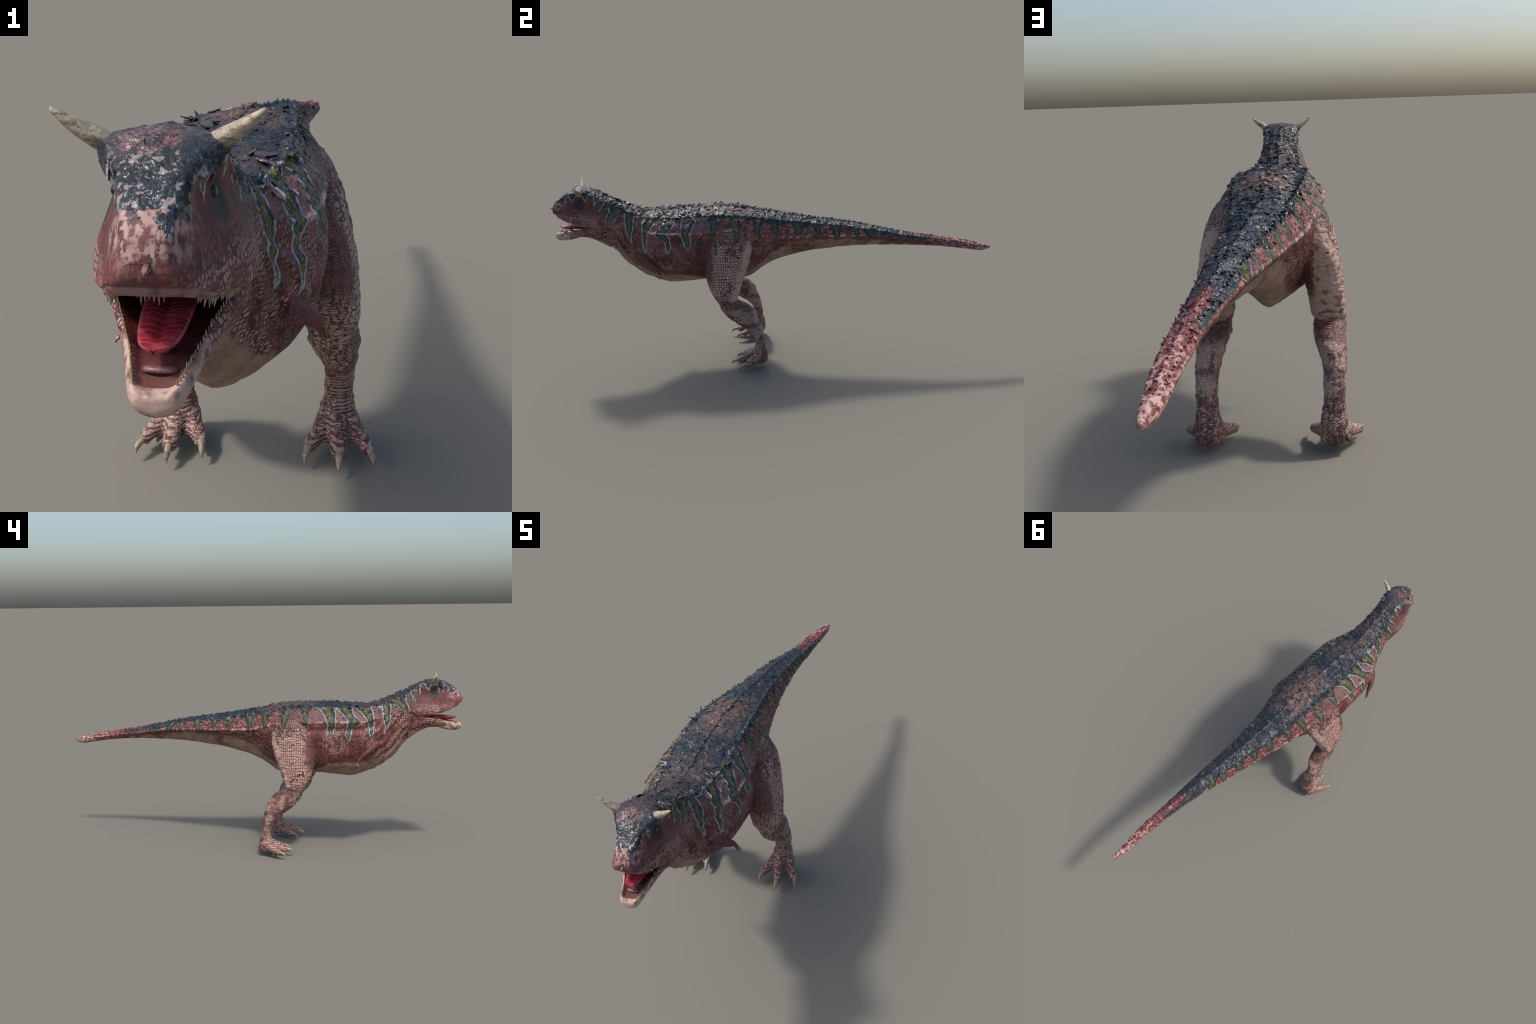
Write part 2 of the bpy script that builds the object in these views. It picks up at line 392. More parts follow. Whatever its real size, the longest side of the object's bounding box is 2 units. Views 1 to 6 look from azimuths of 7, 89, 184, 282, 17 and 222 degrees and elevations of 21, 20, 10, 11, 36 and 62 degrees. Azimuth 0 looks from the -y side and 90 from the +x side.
HEAD_STRIPES = {
 'nape': [(.788, -.700, -.748), (.770, -.714, -.759), (.757, -.740, -.770), (.752, -.774, -.774)],
 'temple': [(.812, -.765, -.792), (.800, -.767, -.792), (.783, -.788, -.7925), (.777, -.791, -.791)],
 'behind_eye': [(.832, -.806, -.837), (.816, -.820, -.837), (.797, -.831, -.831)],
 'brow': [(.824, -.868, -.901), (.803, -.885, -.899), (.792, -.895, -.895)],
 'muzzle': [(.812, -.921, -.965), (.796, -.926, -.955), (.786, -.934, -.944), (.780, -.938, -.938)]}
# lower edge of the dark back between the stripes (y, z)
BACK_EDGE = [(-.99, .812), (-.970, .793), (-.950, .797), (-.934, .803), (-.92, .813), (-.9, .824), (-.87, .823), (-.853, .826), (-.837, .822), (-.808, .833), (-.792, .829), (-.766, .803),
 (-.749, .790), (-.714, .772), (-.66, .738), (-.62, .721), (-.565, .722), (-.48, .720), (-.405, .714), (-.314, .717), (-.286, .709), (-.238, .700), (-.2, .709), (-.15, .701),
 (-.085, .684), (-.037, .682), (-.008, .667), (.034, .653), (.09, .660), (.136, .640), (.182, .642), (.223, .639), (.263, .637), (.322, .631), (.358, .629), (.395, .620),
 (.464, .603), (.472, .594), (.525, .579), (.586, .573), (.686, .556), (.728, .562), (.745, .620), (.9, .70)]
ZL, ZS = .54, .32       # z range of the stripe curves
def zn_(z): return (z - ZL) / ZS
def yn_(y): return (y + 1) / 2

def markings(n, x, y, z, v):
    """Dark back with hanging stripes: returns (dark mask, olive core mask, pale outline mask, top-of-back distance)."""
    wob = n.vec('MULTIPLY', n.vec('SUBTRACT', n.noise(v, 55, 2, .6, True), (.5, .5, .5)), (.010, .010, .012))
    sp = n.new('ShaderNodeSeparateXYZ'); n.put(sp.inputs[0], n.vec('ADD', v, wob))
    yn = n.m('MULTIPLY_ADD', sp.outputs[1], .5, .5); zn = n.m('MULTIPLY_ADD', sp.outputs[2], 1 / ZS, -ZL / ZS)
    def stripe(rows):
        tip = rows[-1]; rows = rows + [(tip[0] - .006, tip[1] - .014, tip[2] + .014)]
        tail = n.curve(zn, [(zn_(r[0]), yn_(r[1])) for r in rows]); head = n.curve(zn, [(zn_(r[0]), yn_(r[2])) for r in rows])
        half = n.mul(n.sub(tail, head), .5); off = n.m('ABSOLUTE', n.sub(yn, n.mul(n.add(tail, head), .5)))
        return n.sub(off, half), n.m('MULTIPLY_ADD', half, -.36, off)
    body = None
    cored = None
    for rows in STRIPES.values():
        d, c = stripe(rows); body = d if body is None else n.mn(body, d); cored = c if cored is None else n.mn(cored, c)
    headd = None
    for k, rows in HEAD_STRIPES.items():
        d, c = stripe(rows); headd = d if headd is None else n.mn(headd, d)
        if k in ('nape', 'temple', 'behind_eye'): cored = n.mn(cored, c)
    body = n.mul(body, 2.0); headd = n.mul(headd, 2.0)
    edge = n.curve(yn, [(yn_(a), zn_(b)) for a, b in BACK_EDGE])
    top = n.mul(n.sub(edge, zn), ZS)
    crown = n.mx(n.sub(n.m('ABSOLUTE', sp.outputs[0]), .040), n.mx(n.sub(.792, sp.outputs[2]), n.m('MULTIPLY_ADD', sp.outputs[1], -1.0, -.90)))
    yy = n.m('MULTIPLY_ADD', y, .5, .5); ys = [-.98, -.9, -.8, 0, .1, .2, .3, .4, .5, .6, .7, .8, .9, 1]
    sway = n.sub(x, n.m('MULTIPLY_ADD', n.curve(yy, [(yn_(q), float(centre_x(q)) * 5 + .2) for q in ys]), .2, -.04))
    width = n.mul(n.curve(yy, [(yn_(r[0]), r[2] * 5) for r in TRUNK]), .2)
    crest = n.curve(yy, [(yn_(r[0]), r[5]) for r in TRUNK])
    inside = n.sub(n.m('ABSOLUTE', sway), width)
    strip = n.mx(n.mx(n.add(inside, .002), n.sub(n.add(crest, .012), z)), n.mx(n.sub(-.74, y), n.sub(y, .60)))
    top = n.mn(top, n.mn(crown, strip))
    top = n.add(top, n.mul(n.mul(n.sub(n.noise(v, 45, 3, .6), .5), .10), n.step(y, -.90, -.945)))
    d = n.mn(n.mn(body, headd), top)
    dark = n.step(d, .0012, -.0012)
    rough = n.noise(v, 160, 2, .6)
    blot = n.noise(v, 60, 3, .65)
    core = n.add(n.mul(cored, 2.0), n.add(n.m('MULTIPLY_ADD', rough, .010, -.005), n.m('MULTIPLY_ADD', blot, .020, -.010)))
    core = n.mul(n.step(core, .0012, -.0012), n.mul(n.step(n.add(top, n.m('MULTIPLY_ADD', rough, .016, -.008)), -.008, -.001), n.step(inside, -.010, .000)))
    rim = n.mul(n.mul(n.step(n.m('ABSOLUTE', n.add(d, .0003)), .0030, .0014), n.band(y, -.925, -.31, .012)), n.step(n.add(rough, n.mul(blot, .5)), .56, .74))
    return dark, core, rim, top

def scale_skin(n, v, y, z, size, rnd=.5, aspect=(1, 1, 1)):
    """Scale lattice: 0 in the gaps, 1 on the plates."""
    wv = n.vec('ADD', n.vec('MULTIPLY', v, aspect), n.vec('MULTIPLY', n.noise(v, 22, 2, .5, True), (.016, .016, .016)))
    return n.cells(wv, 1 / size, rnd)

def skin_body():
    n = Nodes('scaled_hide'); x, y, z = n.coords(); v = n.v
    big = n.noise(v, 9, 4, .6); mid = n.noise(v, 34, 4, .62); fine = n.noise(v, 150, 3, .6)
    e = scale_skin(n, v, y, z, .0078, .5, (.32, 1.1, .9)); plate = n.step(e, .09, .25)
    dark, core, rim, top = markings(n, x, y, z, v)
    # flank: red hide, pale plates
    crest = n.curve(n.m('MULTIPLY_ADD', y, .5, .5), [(yn_(a), b) for a, b in zip(TRUNK[:, 0], TRUNK[:, 5])])
    below = n.step(n.sub(z, crest), .006, -.010)
    red = n.mix(n.step(mid, .40, .62), RED, DEEP)
    amount = n.mul(n.step(n.add(big, n.mul(mid, .5)), .60, .86), n.mul(below, n.step(y, .30, .05)))
    amount = n.mx(amount, n.mul(n.step(mid, .50, .64), .5))
    chest = n.mul(n.step(n.sub(z, n.curve(n.m('MULTIPLY_ADD', y, .5, .5), [(yn_(a), b) for a, b in [(-.81, .64), (-.76, .622), (-.71, .59), (-.65, .54), (-.60, .505), (-.53, .475), (-.4, .44)]])), .075, .01), n.step(y, -.50, -.58))
    amount = n.mx(amount, n.mul(chest, n.step(mid, .36, .54)))
    crease = n.mul(n.band(n.add(y, n.mul(n.sub(mid, .5), .04)), -.345, -.285, .012), n.step(z, .64, .60))
    lowred = n.mul(n.step(n.add(z, n.mul(n.sub(big, .5), .16)), .520, .485), n.band(y, -.58, -.28, .04))
    amount = n.mul(amount, n.m('MULTIPLY_ADD', n.mx(crease, n.mul(lowred, .7)), -.9, 1.0))
    face = n.step(n.add(y, n.mul(n.sub(z, .7), -.6)), -.77, -.80)
    amount = n.mul(amount, n.m('MULTIPLY_ADD', n.mul(face, n.step(z, .725, .75)), -.75, 1.0))
    col = n.mix(n.mul(plate, amount), red, n.mix(fine, PALE, (.33, .17, .15)))
    col = n.mix(n.mul(n.mul(n.step(e, .085, .025), n.mul(below, .7)), n.mul(n.step(mid, .38, .55), n.m('MULTIPLY_ADD', face, -.9, 1.0))), col, GAP)
    cheek = n.mul(n.mul(n.band(n.add(y, n.mul(n.sub(mid, .5), .05)), -.83, -.715, .02), n.step(z, .705, .73)), n.step(big, .38, .52))
    col = n.mix(n.mul(cheek, .75), col, n.mix(mid, (.13, .055, .040), (.085, .050, .038)))
    # between stripes above the crest: smooth mauve
    lobe = n.mul(n.mul(n.step(n.sub(z, crest), -.002, .012), n.band(y, -.72, -.22, .05)), n.step(mid, .64, .50))
    col = n.mix(n.mul(lobe, .8), col, n.mix(fine, MAUVE, (.20, .12, .105)))
    tl = n.mul(n.step(y, -.22, -.05), n.step(n.sub(z, crest), -.004, .004))
    col = n.mix(n.mul(n.mul(tl, n.step(n.noise(n.vec('MULTIPLY', v, (1, .7, 1.3)), 75, 3, .6), .47, .60)), .65), col, (.36, .20, .175))
    col = n.mix(n.mul(n.mul(tl, n.step(n.noise(v, 60, 3, .6), .54, .64)), .7), col, DEEP)
    # pale knobs of the crest
    knob = n.mul(n.step(n.m('ABSOLUTE', n.sub(n.sub(z, crest), .001)), .008, .003), n.mul(n.step(n.noise(v, 45, 2, .5), .46, .58), n.band(y, -.60, .42, .03)))
    col = n.mix(n.mul(knob, .85), col, (.42, .27, .24))
    # belly, throat and underside of the tail
    line = n.curve(n.m('MULTIPLY_ADD', y, .5, .5), [(yn_(a), b) for a, b in [(-1, .62), (-.81, .62), (-.76, .602), (-.71, .565), (-.65, .51), (-.60, .475), (-.53, .455), (-.45, .455), (-.38, .448), (-.31, .42), (-.2, .40), (-.1, .43), (0, .52), (.1, .562), (.23, .575), (.36, .575), (.5, .556), (.6, .542), (.7, .528), (.75, .40), (1, .30)]])
    belly = n.step(n.add(n.sub(z, line), n.m('MULTIPLY_ADD', mid, .05, -.025)), .008, -.010)
    tan = n.mix(n.step(mid, .35, .7), TAN, (.19, .105, .08))
    tan = n.mix(n.mul(n.step(big, .50, .62), n.step(y, -.1, .1)), tan, (.11, .045, .038))
    tan = n.mix(n.mul(n.step(n.noise(n.vec('MULTIPLY', v, (1, .35, 1)), 120, 2), .52, .66), .45), tan, (.34, .225, .175))
    col = n.mix(belly, col, tan)
    # snout and jaw
    muz = n.mul(n.step(y, -.90, -.955), n.step(n.add(z, n.mul(n.sub(mid, .5), .09)), .742, .79))
    col = n.mix(n.mul(muz, .9), col, n.mix(n.step(n.noise(n.vec('MULTIPLY', v, (1.2, 1, .6)), 105, 3, .6), .43, .57), (.46, .30, .265), n.mix(n.step(mid, .42, .58), (.17, .06, .06), (.07, .035, .035))))
    lips = n.mul(n.mul(n.step(y, -.75, -.79), n.band(z, .675, .735, .012)), n.step(n.cells(v, 135, .6), .12, .26))
    col = n.mix(n.mul(lips, n.mul(n.step(mid, .36, .56), .85)), col, (.40, .24, .205))
    chin = n.mul(n.step(n.add(y, n.mul(n.sub(mid, .5), .10)), -.885, -.925), n.step(z, .675, .66))
    col = n.mix(chin, col, n.mix(n.step(n.noise(v, 50, 2), .42, .66), (.50, .34, .275), (.16, .09, .07)))
    socket = n.new('ShaderNodeVectorMath'); socket.operation = 'DISTANCE'
    n.put(socket.inputs[0], n.vec('MULTIPLY', n.vec('ADD', v, (-.004, .858, -.782)), (0, 1, .8))); socket.inputs[1].default_value = (0, 0, 0)
    eye_patch = n.mul(n.step(n.add(socket.outputs['Value'], n.mul(n.sub(fine, .5), .016)), .024, .015), n.step(z, .815, .80))
    # dark back
    back = n.mix(n.step(fine, .45, .75), SLATE, (.045, .052, .062))
    inner = n.step(n.m('ABSOLUTE', x), .085, .055)
    patch = n.mul(n.mx(n.mul(n.band(y, -.30, -.03, .05), 1.0), n.mul(n.band(y, -.88, -.44, .06), .5)), n.mul(inner, n.step(top, -.008, -.02)))
    back = n.mix(n.mul(patch, n.step(n.noise(v, 24, 4, .65), .38, .54)), back, n.mix(n.step(fine, .35, .7), MAUVE, BROWN))
    brow_patch = n.mul(n.mul(n.band(y, -.905, -.855, .012), n.step(n.m('ABSOLUTE', x), .038, .022)), n.step(mid, .40, .52))
    back = n.mix(n.mul(brow_patch, .9), back, n.mix(n.step(fine, .4, .6), (.20, .11, .11), (.07, .035, .04)))
    spots = n.mul(n.step(y, -.885, -.915), n.step(n.noise(v, 95, 2), .56, .64))
    back = n.mix(n.mul(spots, .8), back, (.36, .28, .28))
    col = n.mix(dark, col, back)
    col = n.mix(n.mul(core, .95), col, n.mix(n.step(fine, .4, .75), OLIVE, (.055, .058, .018)))
    col = n.mix(n.mul(rim, .9), col, RIM)
    col = n.mix(n.mul(eye_patch, .92), col, (.020, .018, .020))
    # end of the tail: red with pale flecks
    tailend = n.mul(n.step(n.add(y, n.mul(n.sub(mid, .5), .12)), .555, .60), n.mx(n.step(n.add(y, n.mul(n.sub(mid, .5), .05)), .715, .735), n.step(n.sub(z, n.curve(n.m('MULTIPLY_ADD', y, .5, .5), [(yn_(.5), .611), (yn_(.6), .5845), (yn_(.7), .569), (yn_(.74), .55), (yn_(.8), .52), (1, .47)])), -.002, .004)))
    tip = n.mix(n.step(n.add(n.noise(n.vec('MULTIPLY', v, (1, .6, 1)), 110, 3), n.m('MULTIPLY_ADD', y, .42, -.36)), .46, .60), (.15, .036, .036), n.mix(n.step(y, .7, .95), (.36, .20, .18), (.48, .30, .26)))
    tip = n.mix(n.step(n.noise(v, 70, 2), .60, .70), tip, DEEP)
    col = n.mix(tailend, col, tip)
    glint = n.mul(dark, n.step(n.add(n.mul(n.noise(v, 210, 2, .6), .7), n.mul(n.noise(v, 30, 2), .35)), .51, .60)); rough = n.m('MULTIPLY_ADD', glint, -.36, .62); rough = n.m('MULTIPLY_ADD', n.sub(fine, .5), .25, rough)
    hgt = n.add(n.mul(plate, n.mul(n.m('MULTIPLY_ADD', n.mx(n.mul(face, .55), n.mx(muz, chin)), -.9, 1.0), n.m('MULTIPLY_ADD', dark, -.6, .7))), n.add(n.mul(fine, .5), n.mul(n.mul(dark, n.noise(v, 240, 2, .6)), 1.7)))
    n.bump(hgt, .55, .0022)
    n.put(n.p.inputs['Specular IOR Level'], n.m('MULTIPLY_ADD', glint, .75, n.m('MULTIPLY_ADD', dark, -.20, .40)))
    return n.finish(col, rough)

def skin_leg():
    n = Nodes('leg_hide'); x, y, z = n.coords(); v = n.v; ax = n.m('ABSOLUTE', x)
    big = n.noise(v, 14, 4, .6); mid = n.noise(v, 40, 4, .62); fine = n.noise(v, 160, 3, .6)
    dark, core, rim, top = markings(n, x, y, z, v)
    e1 = scale_skin(n, v, y, z, .0122, .40, (.22, 1.18, .92)); e2 = scale_skin(n, v, y, z, .0066, .5, (.45, 1, 1.2))
    low = n.step(z, .36, .30); foot = n.step(z, .19, .15)
    pale = n.mix(n.step(n.add(n.mul(fine, .5), n.mul(big, .6)), .42, .66), PALE, (.37, .215, .175)); red = n.mix(n.step(mid, .40, .62), (.120, .036, .033), (.060, .020, .019))
    # how much of the red hide shows between and over the plates
    front = n.step(n.add(n.add(y, n.mul(z, -.03)), n.mul(n.sub(mid, .5), .08)), -.268, -.300)
    inner = n.step(n.add(ax, n.mul(n.sub(mid, .5), .05)), .135, .105)
    small = n.mx(low, n.mx(inner, n.mul(front, .999))); e = n.m('MULTIPLY_ADD', n.sub(e2, e1), small, e1); plate = n.step(e, .05, .16)
    upper = n.step(n.add(z, n.mul(n.sub(mid, .5), .08)), .575, .625)
    knee = n.mul(n.band(n.add(n.add(z, n.mul(n.sub(mid, .5), .07)), n.mul(y, .25)), .262, .292, .014), n.step(y, -.262, -.225))
    redness = n.mx(n.mx(n.mul(front, n.step(z, .40, .46)), n.mul(inner, n.step(z, .36, .44))), n.mx(n.mul(upper, .8), knee))
    redness = n.mx(redness, n.mul(n.mul(n.step(n.add(big, n.mul(mid, .35)), .74, .82), .8), low))
    blotch = n.noise(n.vec('MULTIPLY', v, (1, 1, .6)), 24, 3, .6); redness = n.mx(redness, n.mul(n.mul(low, n.step(blotch, .53, .61)), .85))
    shin = n.mul(n.band(n.add(z, n.mul(n.sub(mid, .5), .06)), .208, .228, .010), .85); redness = n.mx(redness, shin)
    redness = n.mx(redness, n.mul(foot, n.mul(n.step(mid, .46, .60), .8)))
    col = n.mix(n.mul(plate, n.m('MULTIPLY_ADD', redness, -.85, 1.0)), red, pale)
    back = n.mul(n.step(n.add(n.add(y, n.mul(n.sub(z, .45), -.33)), n.mul(n.sub(mid, .5), .03)), -.182, -.158), n.step(z, .30, .36))
    smoothback = n.mul(back, n.step(redness, .6, .3))
    streak = n.step(n.noise(n.vec('MULTIPLY', v, (1.2, .5, 1.5)), 42, 3), .56, .64)
    col = n.mix(n.mul(smoothback, .9), col, n.mix(n.mul(streak, .8), (.45, .30, .25), (.12, .055, .05)))
    calf = n.mul(n.mul(n.step(n.add(y, n.mul(n.sub(z, .25), -.15)), -.125, -.095), low), n.mul(n.step(blotch, .56, .48), n.mul(n.step(z, .14, .17), n.m('SUBTRACT', 1.0, shin))))
    col = n.mix(n.mul(calf, .75), col, n.mix(streak, (.44, .30, .25), (.20, .10, .09)))
    gap = n.mul(n.step(e, .075, .02), n.mul(n.m('MULTIPLY_ADD', smoothback, -.85, .85), n.m('MULTIPLY_ADD', small, -.55, 1.0)))
    col = n.mix(gap, col, GAP)
    bars = n.step(n.wave(n.vec('MULTIPLY', v, (.5, .75, 1)), 38, 3.5, 'Z'), .40, .62)
    barred = n.mul(n.mul(foot, n.step(y, -.075, -.10)), n.step(n.noise(n.vec('MULTIPLY', v, (1.6, .5, .5)), 36, 2), .40, .52))
    col = n.mix(n.mul(barred, n.mul(bars, .8)), col, (.44, .29, .22))
    col = n.mix(n.mul(barred, n.mul(n.step(bars, .35, .1), .6)), col, (.07, .022, .022))
    col = n.mix(dark, col, SLATE); col = n.mix(n.mul(core, .95), col, OLIVE)
    hgt = n.add(plate, n.mul(fine, .5)); n.bump(hgt, .6, .0022)
    return n.finish(col, n.m('MULTIPLY_ADD', n.sub(fine, .5), .3, .58))

def skin_arm():
    n = Nodes('arm_hide'); x, y, z = n.coords(); v = n.v
    mid = n.noise(v, 60, 4, .6); e = n.cells(v, 150, .6); plate = n.step(e, .05, .2)
    col = n.mix(n.step(mid, .42, .6), RED, DEEP)
    tip = n.step(n.add(z, n.mul(n.sub(mid, .5), .03)), .485, .45)
    col = n.mix(n.mul(plate, n.mx(n.mul(n.step(mid, .52, .66), .45), n.mul(tip, .9))), col, n.mix(tip, (.34, .17, .145), (.50, .36, .23)))
    n.bump(plate, .5, .0015); return n.finish(col, .6)

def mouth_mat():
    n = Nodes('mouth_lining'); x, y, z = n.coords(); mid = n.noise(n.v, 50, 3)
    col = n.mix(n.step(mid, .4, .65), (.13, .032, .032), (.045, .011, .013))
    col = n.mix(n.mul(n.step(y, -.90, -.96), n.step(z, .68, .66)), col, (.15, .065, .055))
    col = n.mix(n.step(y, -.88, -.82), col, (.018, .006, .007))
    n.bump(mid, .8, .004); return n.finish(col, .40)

def tongue_mat():
    n = Nodes('tongue_flesh'); x, y, z = n.coords()
    w = n.wave(n.vec('MULTIPLY', n.v, (.7, 1, .2)), 30, 7, 'Y'); mid = n.noise(n.v, 60, 3)
    col = n.mix(n.step(mid, .4, .65), (.40, .050, .075), (.28, .022, .035))
    col = n.mix(n.mul(n.step(w, .22, .05), .3), col, (.14, .012, .025))
    n.bump(n.add(w, mid), .45, .0018); return n.finish(col, .42)

def horn_mat(name, light, darkc, streaks):
    n = Nodes(name); x, y, z = n.coords(); mid = n.noise(n.v, 70, 4, .65)
    st = n.noise(n.vec('MULTIPLY', n.v, streaks), 150, 4, .65)
    col = n.mix(n.step(mid, .38, .66), light, tuple(c * .58 for c in light))
    col = n.mix(n.mul(n.step(st, .52, .62), .85), col, darkc)
    n.bump(n.add(st, mid), .7, .0018); return n.finish(col, .5)

def eye_mat():
    n = Nodes('amber_eye'); tc = n.new('ShaderNodeTexCoord'); sp = n.new('ShaderNodeSeparateXYZ'); n.put(sp.inputs[0], tc.outputs['Object'])
    d = n.m('SQRT', n.add(n.mul(sp.outputs[1], sp.outputs[1]), n.mul(sp.outputs[2], sp.outputs[2])))
    col = n.mix(n.step(d, .0022, .0026), (.015, .012, .010), (.34, .19, .03)); col = n.mix(n.step(d, .0032, .0040), col, (.012, .011, .012))
    col = n.mix(n.step(d, .0012, .0016), (.004, .004, .004), col)
    return n.finish(col, .12)

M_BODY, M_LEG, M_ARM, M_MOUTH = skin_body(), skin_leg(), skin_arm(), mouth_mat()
M_TONGUE, M_EYE = tongue_mat(), eye_mat()
M_HORN = horn_mat('weathered_horn', (.42, .345, .245), (.13, .09, .06), (.3, 1, 1))
M_CLAW = horn_mat('claw_horn', (.36, .29, .20), (.11, .075, .045), (1, .3, 1))
M_TOOTH = horn_mat('tooth_enamel', (.36, .30, .17), (.14, .11, .06), (1, 1, .3))

# ------------------------------------------------------------------ split into anatomical parts
FC = V[F].mean(1)
lab = np.empty(len(F), object); vo = OWN[F]
fo = vo[:, 0].copy()
pair = (vo[:, 1] == vo[:, 2]); fo[pair] = vo[pair, 1]
fy, fz, fx = FC[:, 1], FC[:, 2], FC[:, 0] - centre_x(FC[:, 1])
lab[:] = 'torso'
tr = (fo == 'trunk')
lab[tr & (fy < -.60)] = 'neck'; lab[tr & (fy > -.02)] = 'tail'
lab[(fo == 'skull') | (tr & (fy < -.735))] = 'head'
lab[(fo == 'jaw')] = 'lower_jaw'
lipw = pchip(SKULL[:, 0], SKULL[:, 8], fy); lipz = pchip(SKULL[:, 0], SKULL[:, 9], fy); rise = pchip(SKULL[:, 0], SKULL[:, 10], fy)
jw = pchip(JAW[:, 0], JAW[:, 1], fy); jz = pchip(JAW[:, 0], JAW[:, 2], fy); jf = pchip(JAW[:, 0], JAW[:, 4], fy)
FN = NRM[F].mean(1)
up_in = (np.abs(fx) < lipw - .007) & (fz < lipz + rise + .006) & (fz > lipz - .004) & (FN[:, 2] < .25)
dn_in = (np.abs(fx) < jw - .006) & (fz > jf - .006) & (fz < jz + .003) & (FN[:, 2] > -.35)
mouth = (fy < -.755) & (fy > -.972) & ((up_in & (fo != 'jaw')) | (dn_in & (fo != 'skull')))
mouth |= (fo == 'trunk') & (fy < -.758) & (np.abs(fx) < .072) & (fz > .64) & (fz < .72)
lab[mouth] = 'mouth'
for sgn, sfx in (('+', ''), ('-', '.001')):
    lab[fo == 'thigh' + sgn] = 'thigh' + sfx
    lab[fo == 'shank' + sgn] = 'lower_leg' + sfx
    lab[(fo == 'foot' + sgn) | ((fo == 'shank' + sgn) & (fz < .095))] = 'foot' + sfx
    lab[fo == 'arm' + sgn] = 'arm' + sfx

def part(name, sel, mat, parent):
    idx = np.unique(F[sel]); remap = np.full(NV, -1); remap[idx] = np.arange(len(idx))
    m = bpy.data.meshes.new(name); fs = remap[F[sel]]
    m.from_pydata(V[idx].tolist(), [], fs.tolist()); m.update()
    m.polygons.foreach_set('use_smooth', np.ones(len(fs), bool))
    m.normals_split_custom_set_from_vertices([tuple(q) for q in NRM[idx]])
    m.materials.append(mat)
    o = bpy.data.objects.new(name, m); bpy.context.collection.objects.link(o); o.parent = parent; return o

PARTS = {}
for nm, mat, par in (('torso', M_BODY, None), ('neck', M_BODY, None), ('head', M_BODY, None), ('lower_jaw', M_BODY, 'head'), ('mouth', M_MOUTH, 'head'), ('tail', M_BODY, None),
                     ('thigh', M_LEG, None), ('thigh.001', M_LEG, None), ('lower_leg', M_LEG, None), ('lower_leg.001', M_LEG, None), ('foot', M_LEG, None), ('foot.001', M_LEG, None), ('arm', M_ARM, None), ('arm.001', M_ARM, None)):
    sel = lab == nm
    if sel.any(): PARTS[nm] = part(nm, sel, mat, PARTS[par] if par else ROOT)

def solid(name, shell, mat, parent, flat=False):
    m = shell.mesh(name)
    m.polygons.foreach_set('use_smooth', np.full(len(m.polygons), not flat, bool)); m.materials.append(mat)
    o = bpy.data.objects.new(name, m); bpy.context.collection.objects.link(o); o.parent = parent; return o

# ------------------------------------------------------------------ horns, eyes, claws, teeth, tongue
for k, sx in enumerate((1, -1)):
    cx = .003
    path = [(cx + sx * .042, -.852, .827), (cx + sx * .060, -.857, .839), (cx + sx * .081, -.862, .853), (cx + sx * .1005, -.866, .8685)]
    solid('horn', Shell().loft(tube(path, [.0130, .0122, .0084, .0022], n=18, steps=5, squash=(1.0, .88))), M_HORN, PARTS['head'])
    e = Shell(); R = .0068
    e.loft([[(R * math.sin(a) * math.cos(q), R * math.sin(a) * math.sin(q), R * math.cos(a)) for q in np.linspace(0, 2 * math.pi, 20, endpoint=False)] for a in np.linspace(.02, math.pi - .02, 14)])
    eye = solid('eye', e, M_EYE, PARTS['head']); eye.location = (.004 + sx * .0455, -.857, .788)
    ft = PARTS['foot' if sx > 0 else 'foot.001']
    for a, b, c in CLAWS:
        fl = lambda p: (sx * p[0], p[1], p[2])
        pre = tuple(np.array(a) + .35 * (np.array(a) - np.array(b)))
        solid('claw', Shell().loft(tube([fl(pre), fl(a), fl(b), fl(c)], [.0088, .0085, .0060, .0008], n=12, steps=4)), M_CLAW, ft)
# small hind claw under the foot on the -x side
solid('claw', Shell().loft(tube([(-.198, -.126, .034), (-.208, -.122, .018), (-.215, -.117, .0)], [.0105, .0075, .0012], n=10)), M_CLAW, PARTS['foot.001'])

gum = Nodes('gum_flesh'); gum.coords(); M_GUM = gum.finish(gum.mix(gum.step(gum.noise(gum.v, 60, 3), .4, .65), (.27, .14, .12), (.13, .05, .047)), .4)
arch = []
for sx, ys in ((1, (-.84, -.88, -.92, -.945, -.960)), (-1, (-.960, -.945, -.92, -.88, -.84))):
    for q in ys:
        k = pchip(SKULL[:, 0], SKULL[:, 1:], q)[0]; arch.append((float(centre_x(q)) + sx * max(k[7] - .0105, .004), q, k[8] - .0015))
    if sx > 0: arch.append((.0125, -.9655, .7325))
solid('upper_gum', Shell().loft(tube(arch, [.003, .005, .0065, .0068, .0065, .0068, .0065, .005, .003], n=14, steps=5)), M_GUM, PARTS['head'])
solid('gum_ridge', Shell().loft(tube([(-.010, -.932, .637), (-.002, -.944, .643), (.010, -.947, .6445), (.022, -.944, .643), (.030, -.932, .637)], [.002, .0045, .005, .0045, .002], n=12, squash=(1, .7))), M_GUM, PARTS['lower_jaw'])
solid('tongue_frenulum', Shell().loft(tube([(.006, -.895, .640), (.008, -.912, .648), (.009, -.925, .655)], [.008, .006, .002], n=12)), M_GUM, PARTS['lower_jaw'])

